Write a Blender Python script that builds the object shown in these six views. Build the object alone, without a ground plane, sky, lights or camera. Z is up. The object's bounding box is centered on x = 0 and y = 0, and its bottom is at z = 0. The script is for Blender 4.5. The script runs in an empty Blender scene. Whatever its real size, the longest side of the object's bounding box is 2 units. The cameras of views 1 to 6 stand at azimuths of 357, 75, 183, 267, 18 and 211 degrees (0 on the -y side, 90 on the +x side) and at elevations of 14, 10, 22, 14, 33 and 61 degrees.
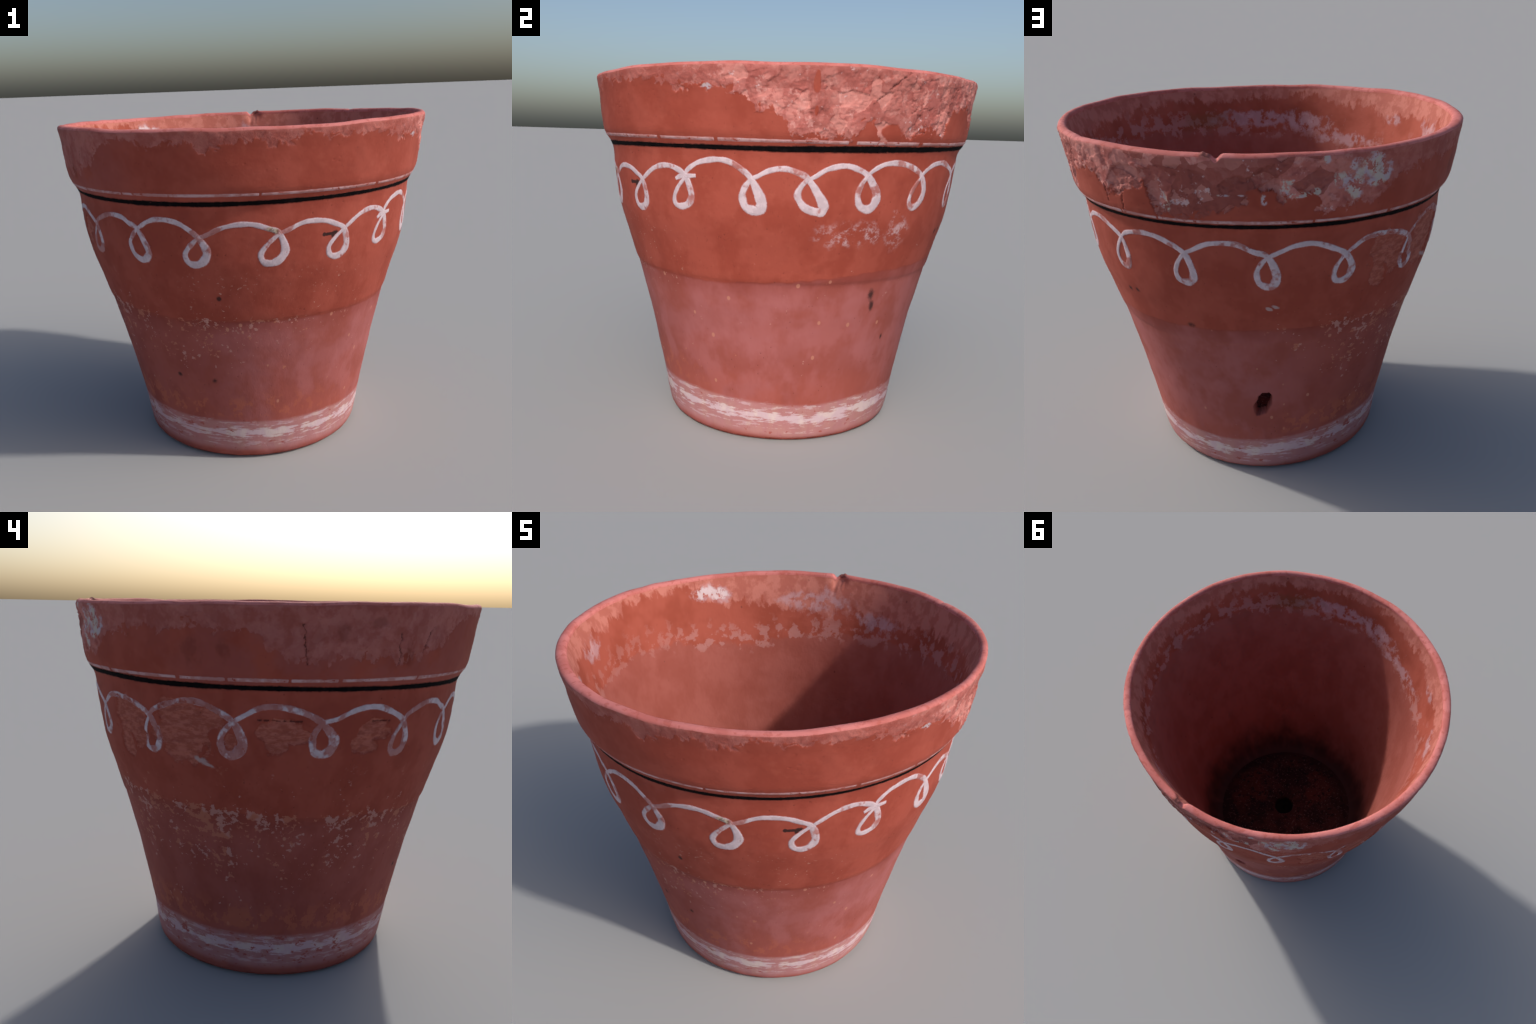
"""Weathered terracotta flower pot with a painted scallop border.

The pot is one revolved clay body.  Its profile, slight ovality, chipped rim and
flaked patches are described by profiles, curves over the angle around the pot
and node-computed noise; the same node rules drive both the relief (geometry
nodes) and the colour (shader nodes), so that broken clay is coloured exactly
where it is broken.  The body is then split into named parts, and the brushed
lines and loops are laid on it as thin domed strokes of paint.
"""
import bpy, math
import numpy as np
from mathutils import Vector

rng = np.random.default_rng(7)
TAU = 2 * math.pi
D = bpy.data


# --------------------------------------------------------------------------
# colour helper
def srgb(r, g, b):
    f = lambda c: c / 12.92 if c <= 0.04045 else ((c + 0.055) / 1.055) ** 2.4
    return tuple(f(c / 255) for c in (r, g, b)) + (1.0,)


# --------------------------------------------------------------------------
# curves over the angle (degrees : height in metres)
RIM_BREAK = {0: 1.49, 2: 1.50, 3: 1.55, 5: 1.57, 7.5: 1.57, 8.5: 1.48, 13: 1.50, 14.5: 1.52, 19: 1.50, 22: 1.54,
             27: 1.53, 31: 1.51, 33: 1.62, 38: 1.63, 44: 1.67, 47: 1.63, 50: 1.54, 52: 1.58, 56: 1.55, 59: 1.61,
             65: 1.61, 67: 1.51, 73: 1.50, 77: 1.51, 83: 1.53, 87: 1.54, 90: 1.58, 94: 1.63, 97: 1.60, 99: 1.58,
             103: 1.59, 106.5: 1.63, 108: 1.53, 113: 1.53, 117: 1.56, 121: 1.55, 124: 1.58, 128: 1.64, 134: 1.65,
             139: 1.67, 144: 1.67, 149: 1.65, 154: 1.69, 159: 1.68, 165: 1.65, 168: 1.68, 171: 1.64, 173: 1.60,
             178: 1.56, 185: 1.55, 190: 1.57, 200: 1.56, 206: 1.54, 210: 1.56, 215: 1.58, 219: 1.62, 224: 1.68,
             234: 1.73, 243: 1.69, 247: 1.69, 252: 1.72, 258: 1.67, 265: 1.70, 273: 1.71, 279: 1.69, 285: 1.735,
             289: 1.71, 295: 1.722, 303: 1.72, 313: 1.71, 315: 1.68, 319: 1.69, 327: 1.68, 333: 1.67, 336: 1.64,
             338: 1.59, 339.5: 1.61, 342: 1.60, 343.5: 1.55, 345: 1.49, 353: 1.49, 356: 1.51, 360: 1.49}
# how rough the broken clay is (mm)
BREAK_DEPTH = {0: 12, 30: 12, 50: 12, 60: 12, 100: 12, 112: 8, 125: 4.5, 140: 3, 230: 2.4, 300: 3, 320: 6, 335: 10, 360: 12}
# lower edge of the overhanging ledge inside the break
LEDGE = {0: 1.46, 50: 1.46, 53: 1.67, 59: 1.70, 65: 1.69, 68: 1.72, 75: 1.72, 81: 1.69, 83: 1.64, 86: 1.67,
         92: 1.69, 97: 1.74, 101: 1.46, 360: 1.46}
TIDE = {0: .87, 13: .888, 40: .903, 70: .922, 100: .935, 126: .92, 149: .893, 169: .884, 187: .873, 210: .862,
        219: .85, 242: .842, 264: .841, 282: .837, 303: .834, 320: .832, 330: .837, 344: .848, 360: .87}
BASE_BAND = {0: .128, 22: .146, 50: .135, 74: .128, 92: .134, 108: .155, 129: .175, 150: .168, 182: .167,
             206: .168, 236: .166, 256: .166, 279: .158, 300: .160, 332: .145, 350: .13, 360: .128}
INNER_WEAR = {0: 1.66, 29: 1.62, 41: 1.62, 52: 1.56, 58: 1.57, 63: 1.61, 67: 1.55, 75: 1.60, 81: 1.58, 85: 1.52,
              90: 1.56, 96: 1.56, 115: 1.59, 120: 1.61, 126: 1.60, 132: 1.65, 134: 1.71, 142: 1.715, 147: 1.72,
              156: 1.72, 160: 1.68, 164: 1.74, 167: 1.70, 172: 1.69, 177: 1.64, 186: 1.68, 190: 1.59, 195: 1.66,
              204: 1.66, 221: 1.62, 230: 1.68, 241: 1.65, 251: 1.71, 296: 1.67, 307: 1.71, 326: 1.69, 343: 1.66, 360: 1.66}
INNER_TIDE = {0: 1.54, 14: 1.53, 25: 1.52, 38: 1.50, 57: 1.47, 74: 1.45, 96: 1.41, 116: 1.34, 125: 1.37, 136: 1.37,
              147: 1.43, 164: 1.45, 186: 1.44, 197: 1.44, 222: 1.37, 234: 1.42, 251: 1.49, 278: 1.49, 303: 1.52, 323: 1.55, 360: 1.54}
FLECKS = {0: .12, 40: .16, 90: .15, 108: .5, 120: 1, 150: 1, 210: .95, 235: .8, 260: .55, 290: .35, 320: .2, 360: .12}
FADE = {0: .22, 60: .3, 100: .38, 125: .62, 145: .75, 185: .85, 215: .7, 235: .5, 255: .45, 270: .36, 290: .24, 360: .22}


def at(table, deg):
    k = list(table)
    return np.interp(np.asarray(deg) % 360, k, [table[a] for a in k])


# --------------------------------------------------------------------------
# pot shape
OUT_Z = [0, .012, .03, .07, .12, .2, .3, .4, .5, .6, .7, .8, .835, .85, .9, 1.0, 1.08, 1.15, 1.22, 1.28, 1.34, 1.39, 1.425,
         1.445, 1.465, 1.485, 1.50, 1.515, 1.54, 1.6, 1.68, 1.73, 1.75]
OUT_R = [.588, .604, .6155, .624, .6325, .6445, .6645, .6855, .707, .729, .7545, .7795, .789, .797, .8125, .842, .867, .884, .8955,
         .903, .909, .9125, .9185, .927, .940, .9515, .958, .962, .966, .9745, .984, .994, .9975]
HZ = [0, .2, .5, .9, 1.2, 1.45, 1.6, 1.78]
HARM = [  # cos, sin, cos2, sin2, cos3, sin3 of the ovality, in mm
    [4, 6, 1, 0, -1, -1], [7, 2, 0, 1, -1, 0], [4, 2, 2, -1, 1, 0], [1, 1, 2, -2, 0, 2],
    [0, 0, 4, -2, 2, 2], [-1, 3, 2, -3, 2, 3], [-4, 2, 4, -4, 3, 4], [-7, 2, 5, -5, 7, 2]]
N = 1200
TH = np.arange(N) / N * TAU
FB = np.stack([f(k * TH) for k in (1, 2, 3) for f in (np.cos, np.sin)])


def smooth_interp(x, xs, ys):
    """monotone cubic through the profile points"""
    xs, ys, x = map(np.asarray, (xs, ys, x))
    h = np.diff(xs); s = np.diff(ys) / h
    m = np.zeros(len(xs)); m[0], m[-1] = s[0], s[-1]
    for i in range(1, len(xs) - 1):
        if s[i - 1] * s[i] > 0:
            w1, w2 = 2 * h[i] + h[i - 1], h[i] + 2 * h[i - 1]
            m[i] = (w1 + w2) / (w1 / s[i - 1] + w2 / s[i])
    i = np.clip(np.searchsorted(xs, x) - 1, 0, len(xs) - 2)
    t = (x - xs[i]) / h[i]
    return ((2*t**3 - 3*t**2 + 1) * ys[i] + (t**3 - 2*t**2 + t) * h[i] * m[i]
            + (-2*t**3 + 3*t**2) * ys[i + 1] + (t**3 - t**2) * h[i] * m[i + 1])


def harmonics(z):
    c = np.array([np.interp(z, HZ, [row[j] for row in HARM]) for j in range(6)]) / 1000
    return c @ FB


def around(table):
    """a table over the angle, smoothed, at every column"""
    d = np.degrees(TH)
    return np.mean([at(table, d + o) for o in np.linspace(-7, 7, 15)], 0)


def dip(deg, centre, width, depth):
    d = (np.degrees(deg) - centre + 180) % 360 - 180
    return depth * np.exp(-(d / width) ** 2)


# height of the rim as it runs round the pot: gently uneven, with one broken notch
RIM_DZ = (.0062 * np.cos(TH) - .0015 * np.sin(TH) + .004 * np.cos(2 * TH) + .002 * np.sin(2 * TH) - .003 * np.sin(3 * TH)
          + .0016 * np.sin(7 * TH + 1) + .0012 * np.sin(13 * TH + 2) + .0008 * np.sin(23 * TH)
          + .002 + dip(TH, 83.8, .95, -.021) + .007 * np.clip(1 - np.abs(np.degrees(TH) - 80.9) / .7, 0, 1) + dip(TH, 150, 3, .004) + dip(TH, 110, 5, -.004)
          + dip(TH, 253, 6, .003) + dip(TH, 40, 1.0, -.004))
RIM_OUT = {0: .999, 15: 1.005, 30: 1.004, 45: .994, 60: .981, 75: .984, 90: .990, 105: .994, 120: .995, 135: .999, 150: 1.009,
           165: 1.013, 180: 1.003, 195: .997, 210: .996, 225: .999, 240: 1.0, 255: .996, 270: .991, 285: .996, 300: 1.003,
           315: 1.008, 330: 1.008, 345: 1.002, 360: .999}
RIM_IN = {0: .968, 20: .970, 35: .958, 60: .945, 90: .951, 120: .957, 150: .960, 180: .956, 195: .951, 215: .948, 237: .951,
          250: .956, 268: .955, 285: .963, 300: .968, 315: .972, 335: .973, 350: .970, 360: .968}
RO, RI = around(RIM_OUT), around(RIM_IN)
BULGE = np.exp(-((np.degrees(TH) - 308) / 26) ** 2)
BULGE_B = .7 * np.exp(-((np.degrees(TH) - 122) / 22) ** 2) + .5 * np.exp(-((np.degrees(TH) - 200) / 25) ** 2)
COLLAR_B = np.exp(-((np.degrees(TH) - 74) / 24) ** 2)
SCOOP = np.exp(-((np.degrees(TH) - 82.2) / 2.5) ** 2)      # clay broken out of the inner edge at the notch
IN_SHIFT = .004 * np.cos(TH - math.radians(115))
IN_THICK = .010 * np.exp(-((np.degrees(TH) - 198) / 24) ** 2)

rows, part, outf = [], [], []        # rows of (x, y, z), part per face strip, outside factor


def add(r, z, name, out=0.0, cx=0.0, cy=0.0):
    rows.append(np.stack([cx + r * np.cos(TH), cy + r * np.sin(TH), z + 0 * TH], 1)); part.append(name); outf.append(out)


zs = np.concatenate([np.arange(0, .1, .004), np.arange(.1, 1.40, .0058), np.arange(1.40, 1.752, .0034)])
CREST_Z, CREST_R = 1.7535, .998
for z in zs:
    lift = RIM_DZ * max(0, (z - 1.6) / (1.769 - 1.6))
    t = min(1, max(0, (z - 1.56) / .17)); t = t * t * (3 - 2 * t)
    add(smooth_interp(z, OUT_Z, OUT_R) + harmonics(min(z, 1.6)) * (1 - t) + (RO - .998) * t + (.006 * BULGE + .006 * BULGE_B) * min(1, max(0, (z - .4) / .4)) * (1 - t)
        + .003 * COLLAR_B * math.exp(-((z - 1.65) / .09) ** 2), z + lift,
        "base_ring" if z < .02 else "pot_wall" if z < 1.452 else "rim_collar", 1.0)
# rounded lip: from the outer edge over the top to the inner edge
for i in range(1, 15):
    a = math.pi * i / 15
    w = 1 - i / 15
    c = .5 + .5 * math.cos(a)
    z = 1.7535 + .0185 * math.sin(a) ** .8
    add(RO * c + (RI - .004 + .021 * SCOOP) * (1 - c), z + RIM_DZ, "rim_lip", max(0., 1 - i / 5))
# inner wall
IN_Z = [.140, .148, .172, .217, .40, .55, .70, .85, 1.05, 1.20, 1.36, 1.40, 1.45, 1.55, 1.68, 1.752]
IN_R = [.518, .542, .566, .588, .636, .665, .698, .738, .790, .820, .850, .859, .872, .898, .930, .953]
for z in np.concatenate([np.arange(1.752, 1.25, -.0055), np.arange(1.25, .141, -.0085)]):
    w = max(0, (z - 1.5) / .252)
    add(smooth_interp(z, IN_Z, IN_R) + (RI - .957) * w + (harmonics(min(z, 1.3)) + (IN_SHIFT - IN_THICK) * min(1, max(0, (z - .7) / .3))) * (1 - w)
        + .025 * SCOOP * math.exp(-((z - 1.745) / .036) ** 2), z + RIM_DZ * max(0, (z - 1.6) / .17), "inner_wall")
# floor with its drain hole, and the underside
HX, HY = .016, .004
for t in np.linspace(0, 1, 60):
    r = .520 * (1 - t) + .080 * t
    add(r + .003 * np.sin(6 * TH) * t, .140 + .014 * math.sin(1.5 * t), "pot_floor", 0, HX * t, HY * t)
for r, z in ((.075, .150), (.0725, .142), (.0715, .132), (.070, .122), (.066, .114), (.055, .110), (.035, .108), (.012, .107)):
    add(r + .002 * np.sin(5 * TH + z * 40), z, "pot_floor", 0, HX, HY)
for t in np.linspace(0.0, 1, 16):     # the hole is plugged, its bottom painted dark; the underside is closed below it
    add(.012 * (1 - t) + .572 * t + harmonics(0) * t, .006 * (1 - t), "underside", 0, HX * (1 - t), HY * (1 - t))

P = np.array(rows)
M = len(P)
part_of_strip = [part[i] for i in range(M)]
# small throwing irregularities
w = np.array(outf)[:, None]


def mesh_from_grid(name, P):
    m = D.meshes.new(name)
    co = P.reshape(-1, 3)
    i, j = np.meshgrid(np.arange(M), np.arange(N), indexing="ij")
    i2, j2 = (i + 1) % M, (j + 1) % N
    f = np.stack([i * N + j, i * N + j2, i2 * N + j2, i2 * N + j], -1).reshape(-1, 4)
    fill_mesh(m, co, f)
    return m


def fill_mesh(m, co, quads):
    m.vertices.add(len(co)); m.vertices.foreach_set("co", np.ascontiguousarray(co, np.float32).ravel())
    m.loops.add(quads.size); m.loops.foreach_set("vertex_index", np.ascontiguousarray(quads, np.int32).ravel())
    m.polygons.add(len(quads)); m.polygons.foreach_set("loop_start", np.arange(0, quads.size, 4, dtype=np.int32))
    m.update(calc_edges=True)


# --------------------------------------------------------------------------
# node rules shared by geometry nodes and shaders
class Rules:
    def __init__(self, tree, position):
        self.t, self.pos = tree, position
        self.n, self.l = tree.nodes, tree.links
        s = self.n.new("ShaderNodeSeparateXYZ"); self.l.new(position, s.inputs[0])
        self.x, self.y, self.z = s.outputs
        ang = self.math("ARCTAN2", self.y, self.x)
        self.u = self.math("WRAP", self.math("DIVIDE", ang, TAU), 1.0, 0.0)
        rad = self.math("SQRT", self.math("ADD", self.math("MULTIPLY", self.x, self.x), self.math("MULTIPLY", self.y, self.y)))
        c = self.n.new("ShaderNodeCombineXYZ")
        self.put(c.inputs[0], self.math("DIVIDE", self.x, rad)); self.put(c.inputs[1], self.math("DIVIDE", self.y, rad)); self.put(c.inputs[2], self.z)
        self.q = c.outputs[0]           # place on the wall, blind to small radial relief
        self.r = rad

    def put(self, sock, v):
        if isinstance(v, bpy.types.NodeSocket):
            self.l.new(v, sock)
        else:
            sock.default_value = v

    def math(self, op, a, b=None, c=None):
        m = self.n.new("ShaderNodeMath"); m.operation = op
        for k, v in enumerate((a, b, c)):
            if v is not None:
                self.put(m.inputs[k], v)
        return m.outputs[0]

    def add(self, *a):
        o = a[0]
        for v in a[1:]:
            o = self.math("ADD", o, v)
        return o

    def mul(self, *a):
        o = a[0]
        for v in a[1:]:
            o = self.math("MULTIPLY", o, v)
        return o

    def sub(self, a, b): return self.math("SUBTRACT", a, b)
    def inv(self, a): return self.math("SUBTRACT", 1.0, a)
    def mx(self, a, b): return self.math("MAXIMUM", a, b)
    def mn(self, a, b): return self.math("MINIMUM", a, b)

    def step(self, v, lo, hi, a=0.0, b=1.0):
        m = self.n.new("ShaderNodeMapRange"); m.interpolation_type = "SMOOTHSTEP"
        for k, val in enumerate((v, lo, hi, a, b)):
            self.put(m.inputs[k], val)
        return m.outputs[0]

    def scaled(self, vec, s, off=(0, 0, 0)):
        m = self.n.new("ShaderNodeVectorMath"); m.operation = "MULTIPLY_ADD"
        self.l.new(vec, m.inputs[0]); m.inputs[1].default_value = s; m.inputs[2].default_value = off
        return m.outputs[0]

    def noise(self, scale, detail=3, rough=.55, off=0.0, stretch=(1, 1, 1), vec=None):
        v = self.scaled(vec or self.q, stretch, (off, off * 1.7, off * .6))
        t = self.n.new("ShaderNodeTexNoise"); self.l.new(v, t.inputs["Vector"])
        t.inputs["Scale"].default_value = scale; t.inputs["Detail"].default_value = detail; t.inputs["Roughness"].default_value = rough
        # fractal sums crowd round the middle: spread them out
        return self.math("MULTIPLY_ADD", t.outputs[0], 2.0, -1.0) if detail > 1 else self.math("SUBTRACT", t.outputs[0], .5)

    def chunks(self, scale, off=0.0, stretch=(1, 1, 1), warp=.02, wscale=20):
        """a random height for every angular fragment"""
        wn = self.n.new("ShaderNodeTexNoise"); self.l.new(self.q, wn.inputs["Vector"]); wn.inputs["Scale"].default_value = wscale
        wn.inputs["Detail"].default_value = 3
        sc = self.n.new("ShaderNodeVectorMath"); sc.operation = "SCALE"; self.l.new(wn.outputs["Color"], sc.inputs[0]); sc.inputs["Scale"].default_value = warp
        ad = self.n.new("ShaderNodeVectorMath"); ad.operation = "ADD"; self.l.new(sc.outputs[0], ad.inputs[0]); self.l.new(self.q, ad.inputs[1])
        v = self.scaled(ad.outputs[0], stretch, (off, off * 1.7, off * .6))
        t = self.n.new("ShaderNodeTexVoronoi"); self.l.new(v, t.inputs["Vector"]); t.inputs["Scale"].default_value = scale
        x = self.n.new("ShaderNodeSeparateXYZ"); self.l.new(t.outputs["Color"], x.inputs[0])
        return self.sub(x.outputs[0], .5)

    def cells(self, scale, off=0.0, stretch=(1, 1, 1), feature="F1"):
        v = self.scaled(self.q, stretch, (off, off * 1.7, off * .6))
        t = self.n.new("ShaderNodeTexVoronoi"); t.feature = feature; self.l.new(v, t.inputs["Vector"])
        t.inputs["Scale"].default_value = scale
        return t.outputs["Distance"]

    def curve(self, table, u=None, lo=None, hi=None):
        """value of a table over the angle"""
        lo = min(table.values()) - .001 if lo is None else lo
        hi = max(table.values()) + .001 if hi is None else hi
        f = self.n.new("ShaderNodeFloatCurve")
        cu = f.mapping.curves[0]
        pts = [(k / 360, (v - lo) / (hi - lo)) for k, v in table.items()]
        while len(cu.points) < len(pts):
            cu.points.new(.5, .5)
        for p, (a, b) in zip(cu.points, pts):
            p.location = (a, b); p.handle_type = "VECTOR"
        f.mapping.update()
        self.put(f.inputs["Value"], u or self.u)
        return self.math("MULTIPLY_ADD", f.outputs[0], hi - lo, lo)

    def blob(self, deg, z, wdeg, hz, ragged=.35, soft=.12, slope=0.0, nz=None):
        """soft ellipse on the wall, its outline broken up by noise"""
        du = self.math("WRAP", self.sub(self.u, deg / 360), .5, -.5)
        a = self.mul(du, 360 / wdeg)
        dz = self.sub(self.z, z)
        if slope:
            dz = self.sub(dz, self.mul(du, slope))
        b = self.mul(dz, 1 / hz)
        d = self.math("SQRT", self.add(self.mul(a, a), self.mul(b, b)))
        d = self.add(d, self.mul(nz if nz is not None else self.noise(16, 4, .6, 3.1), ragged * 4))
        return self.step(d, 1 + soft, 1 - soft)

    def blobs(self, items, **k):
        k.setdefault("nz", self.noise(16, 4, .6, 3.1))
        out = None
        for it in items:
            m = self.blob(*it, **k)
            out = m if out is None else self.mx(out, m)
        return out

    # ---- what has happened to the pot -------------------------------------
    def rim_break(self):
        """1 where the skin of the collar is broken or worn away"""
        u2 = self.math("WRAP", self.add(self.u, self.mul(self.noise(9, 3, .6, 4.0), .012)), 1.0, 0.0)
        edge = self.curve(RIM_BREAK, u2)
        fray = self.add(self.mul(self.noise(22, 5, .65, 1.0, (1, 1, .8)), .05), self.mul(self.chunks(34, 2.0, (1, 1, .8), .05), .035), self.mul(self.chunks(80, 3.0, (1, 1, .6), .03), .018))
        m = self.step(self.sub(self.add(self.z, fray), edge), -.004, .006)
        kept = self.blobs([(351, 1.71, .9, .045), (351.2, 1.60, .45, .02), (11.5, 1.52, 3.0, .035)], ragged=.12)
        return self.mul(m, self.inv(kept))

    def ledge(self):
        return self.step(self.add(self.sub(self.z, self.curve(LEDGE)), self.mul(self.noise(22, 4, .6, 8.0), .03)), -.004, .005)

    def flakes(self):
        """patches of skin flaked off below the scallops"""
        f = self.blobs([(130.5, 1.27, 6.5, .085), (128.5, 1.16, 3.2, .075), (134.5, 1.21, 3.2, .075), (150, 1.32, 7.5, .06), (150, 1.22, 8.0, .095),
                        (158, 1.305, 5.2, .05), (153.0, 1.14, 2.0, .04), (147, 1.16, 3.5, .035), (177, 1.268, 6.4, .046), (175.5, 1.205, 3.0, .038), (181.8, 1.245, 3.6, .032),
                        (202, 1.262, 4.8, .045), (199.5, 1.205, 4.2, .036), (164.0, 1.22, 1.6, .035)], ragged=.22, soft=.06)
        return f

    def cracks(self):
        """thin dark cracks in the collar: (deg, z) to (deg, z)"""
        out = None
        wob = self.mul(self.noise(22, 4, .6, 9.0), .035)
        for d0, z0, d1, z1, wdt in ((14.5, 1.765, 9.5, 1.695, .005), (8.5, 1.675, 5.5, 1.635, .004), (21.5, 1.655, 17, 1.605, .004), (37.5, 1.77, 33.5, 1.68, .0055),
                                    (181, 1.69, 182.2, 1.54, .003), (56, 1.58, 56.4, 1.49, .004), (50, 1.61, 50.8, 1.52, .0045), (205, 1.66, 205.5, 1.54, .003),
                                    (215, 1.68, 213, 1.58, .0035), (171.5, 1.313, 181.5, 1.309, .0065), (199, 1.303, 206.5, 1.301, .006)):
            px = self.mul(self.math("WRAP", self.sub(self.u, d0 / 360), .5, -.5), TAU * .97)
            py = self.sub(self.z, z0)
            bx, by = math.radians(d1 - d0) * .97, z1 - z0
            l2 = bx * bx + by * by
            h = self.math("MULTIPLY_ADD", px, bx / l2, self.mul(py, by / l2))
            hc = self.mn(self.mx(h, 0.0), 1.0)
            dx = self.add(self.sub(px, self.mul(hc, bx)), wob)
            dy = self.sub(py, self.mul(hc, by))
            dist = self.math("SQRT", self.add(self.mul(dx, dx), self.mul(dy, dy)))
            m = self.step(dist, wdt, wdt * .3)
            out = m if out is None else self.mx(out, m)
        return out

    def side_hole(self):
        du = self.math("WRAP", self.sub(self.u, 91.9 / 360), .5, -.5)
        x = self.mul(du, TAU * .68)
        y = self.sub(self.z, .461)
        x = self.sub(x, self.mul(y, .27))
        y = self.mul(y, .60)
        oval = self.math("SQRT", self.add(self.mul(x, x), self.mul(y, y)))
        d = self.mx(self.mul(oval, .92), self.add(self.math("ABSOLUTE", x), self.mul(self.math("ABSOLUTE", y), .25)))
        return self.step(self.add(d, self.mul(self.noise(24, 3, .55, 5.0), .012)), .0425, .0375)



# --------------------------------------------------------------------------
# relief, worked out with geometry nodes and then applied
def relief_tree():
    g = D.node_groups.new("clay_relief", "GeometryNodeTree")
    g.interface.new_socket("Geometry", in_out="INPUT", socket_type="NodeSocketGeometry")
    g.interface.new_socket("Geometry", in_out="OUTPUT", socket_type="NodeSocketGeometry")
    gi, go = g.nodes.new("NodeGroupInput"), g.nodes.new("NodeGroupOutput")
    pos = g.nodes.new("GeometryNodeInputPosition")
    R = Rules(g, pos.outputs[0])
    att = g.nodes.new("GeometryNodeInputNamedAttribute"); att.data_type = "FLOAT"; att.inputs[0].default_value = "outside"
    out = att.outputs[0]
    # broken rim
    brk = R.rim_break()
    depth = R.mul(R.curve(BREAK_DEPTH), .001)
    rough = R.add(R.mul(R.noise(9, 2, .5, 6.0), .5), R.mul(R.noise(34, 5, .66, 7.0, (1, 1, .8)), .4),
                  R.mul(R.chunks(8, 9.0, (1, 1, 1.2), .05, 9), .65), R.mul(R.chunks(16, 2.0, (1, 1, 1.1), .035), .8), R.mul(R.chunks(30, 4.0, (1, 1, 1.2), .03), .4), R.mul(R.chunks(60, 6.0, (1, 1, 1.2), .04), .18))
    deep = R.add(R.mul(depth, rough, R.step(R.z, 1.778, 1.735)), .0015)
    led = R.ledge()
    in_led = R.mul(R.step(R.u, 52 / 360, 54 / 360), R.step(R.u, 99 / 360, 96 / 360))
    deep = R.add(deep, R.mul(in_led, R.add(R.sub(.30, led), R.mul(R.chunks(7, 8.0, (1, 1, 1.3), .05, 8), .9)), .013))
    deep = R.mx(deep, -.0035)               # plates of the old face stay level, the rest has fallen away
    d = R.mul(brk, deep)
    # flaked patches with horizontal tool marks
    fl = R.flakes()
    tool = R.add(R.mul(R.noise(16, 4, .6, 2.0, (.6, .6, 3.2)), .0055), R.mul(R.chunks(22, 1.0, (.6, .6, 2.2), .08), .0045), .0068)
    d = R.add(d, R.mul(fl, tool))
    d = R.add(d, R.mul(R.cracks(), .007))
    d = R.add(d, R.mul(R.side_hole(), .057))
    # wear pits over the whole wall
    pits = R.step(R.cells(34, 5.0), .16, .05)
    keep = R.step(R.noise(9, 2, .5, 12.0), .08, .2)
    d = R.add(d, R.mul(pits, keep, .003))
    d = R.mul(d, out)
    # slight throwing lumps everywhere
    d = R.add(d, R.mul(R.noise(3.2, 3, .5, 20.0, (1, 1, 1.6)), .003), R.mul(R.noise(7, 3, .5, 22.0, (1, 1, 2)), .0018), R.mul(R.noise(40, 3, .6, 21.0), .0006))
    vm = g.nodes.new("ShaderNodeVectorMath"); vm.operation = "MULTIPLY"
    g.links.new(pos.outputs[0], vm.inputs[0]); vm.inputs[1].default_value = (1, 1, 0)
    nm = g.nodes.new("ShaderNodeVectorMath"); nm.operation = "NORMALIZE"; g.links.new(vm.outputs[0], nm.inputs[0])
    sc = g.nodes.new("ShaderNodeVectorMath"); sc.operation = "SCALE"; g.links.new(nm.outputs[0], sc.inputs[0])
    # keep floor and underside out of the sideways relief
    tall = R.step(R.r, .50, .56)
    g.links.new(R.mul(d, -1.0, tall), sc.inputs["Scale"])
    sp = g.nodes.new("GeometryNodeSetPosition")
    g.links.new(gi.outputs[0], sp.inputs["Geometry"]); g.links.new(sc.outputs[0], sp.inputs["Offset"])
    g.links.new(sp.outputs[0], go.inputs[0])
    return g


whole = mesh_from_grid("pot_whole", P)
a = whole.attributes.new("outside", "FLOAT", "POINT")
a.data.foreach_set("value", np.repeat(np.array(outf, np.float32), N))
ob = D.objects.new("pot_whole", whole)
bpy.context.scene.collection.objects.link(ob)
md = ob.modifiers.new("relief", "NODES"); md.node_group = relief_tree()
dg = bpy.context.evaluated_depsgraph_get()
ev = ob.evaluated_get(dg); em = ev.to_mesh()
co = np.empty(M * N * 3, np.float32); em.vertices.foreach_get("co", co)
nor = np.empty(M * N * 3, np.float32); em.vertex_normals.foreach_get("vector", nor)
ev.to_mesh_clear()
D.objects.remove(ob); D.meshes.remove(whole);
for gname in list(D.node_groups):
    D.node_groups.remove(gname)
CO = co.reshape(M, N, 3); NO = nor.reshape(M, N, 3)
# settle exactly on the ground
CO[..., 2] -= CO[..., 2].min()

# the drilled hole in the lower wall goes right through: find its columns on the
# outer skin (pressed in by the relief), and open the same place inside
push = np.hypot(P[..., 0], P[..., 1]) - np.hypot(CO[..., 0], CO[..., 1])
n_out = len(zs)
through = np.zeros((M, N), bool)
through[:n_out] = push[:n_out] > .046
in_rows = [i for i in range(M) if part_of_strip[i] == "inner_wall"]
for i in in_rows:
    z = CO[i, :, 2].mean()
    if z < 1:
        k = int(np.argmin(np.abs(CO[:n_out, 0, 2] - z)))
        near = (push[k - 2:k + 3] > .012).any(0)
        through[i] = near | np.roll(near, 1) | np.roll(near, -1) | np.roll(near, 2) | np.roll(near, -2)


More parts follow.
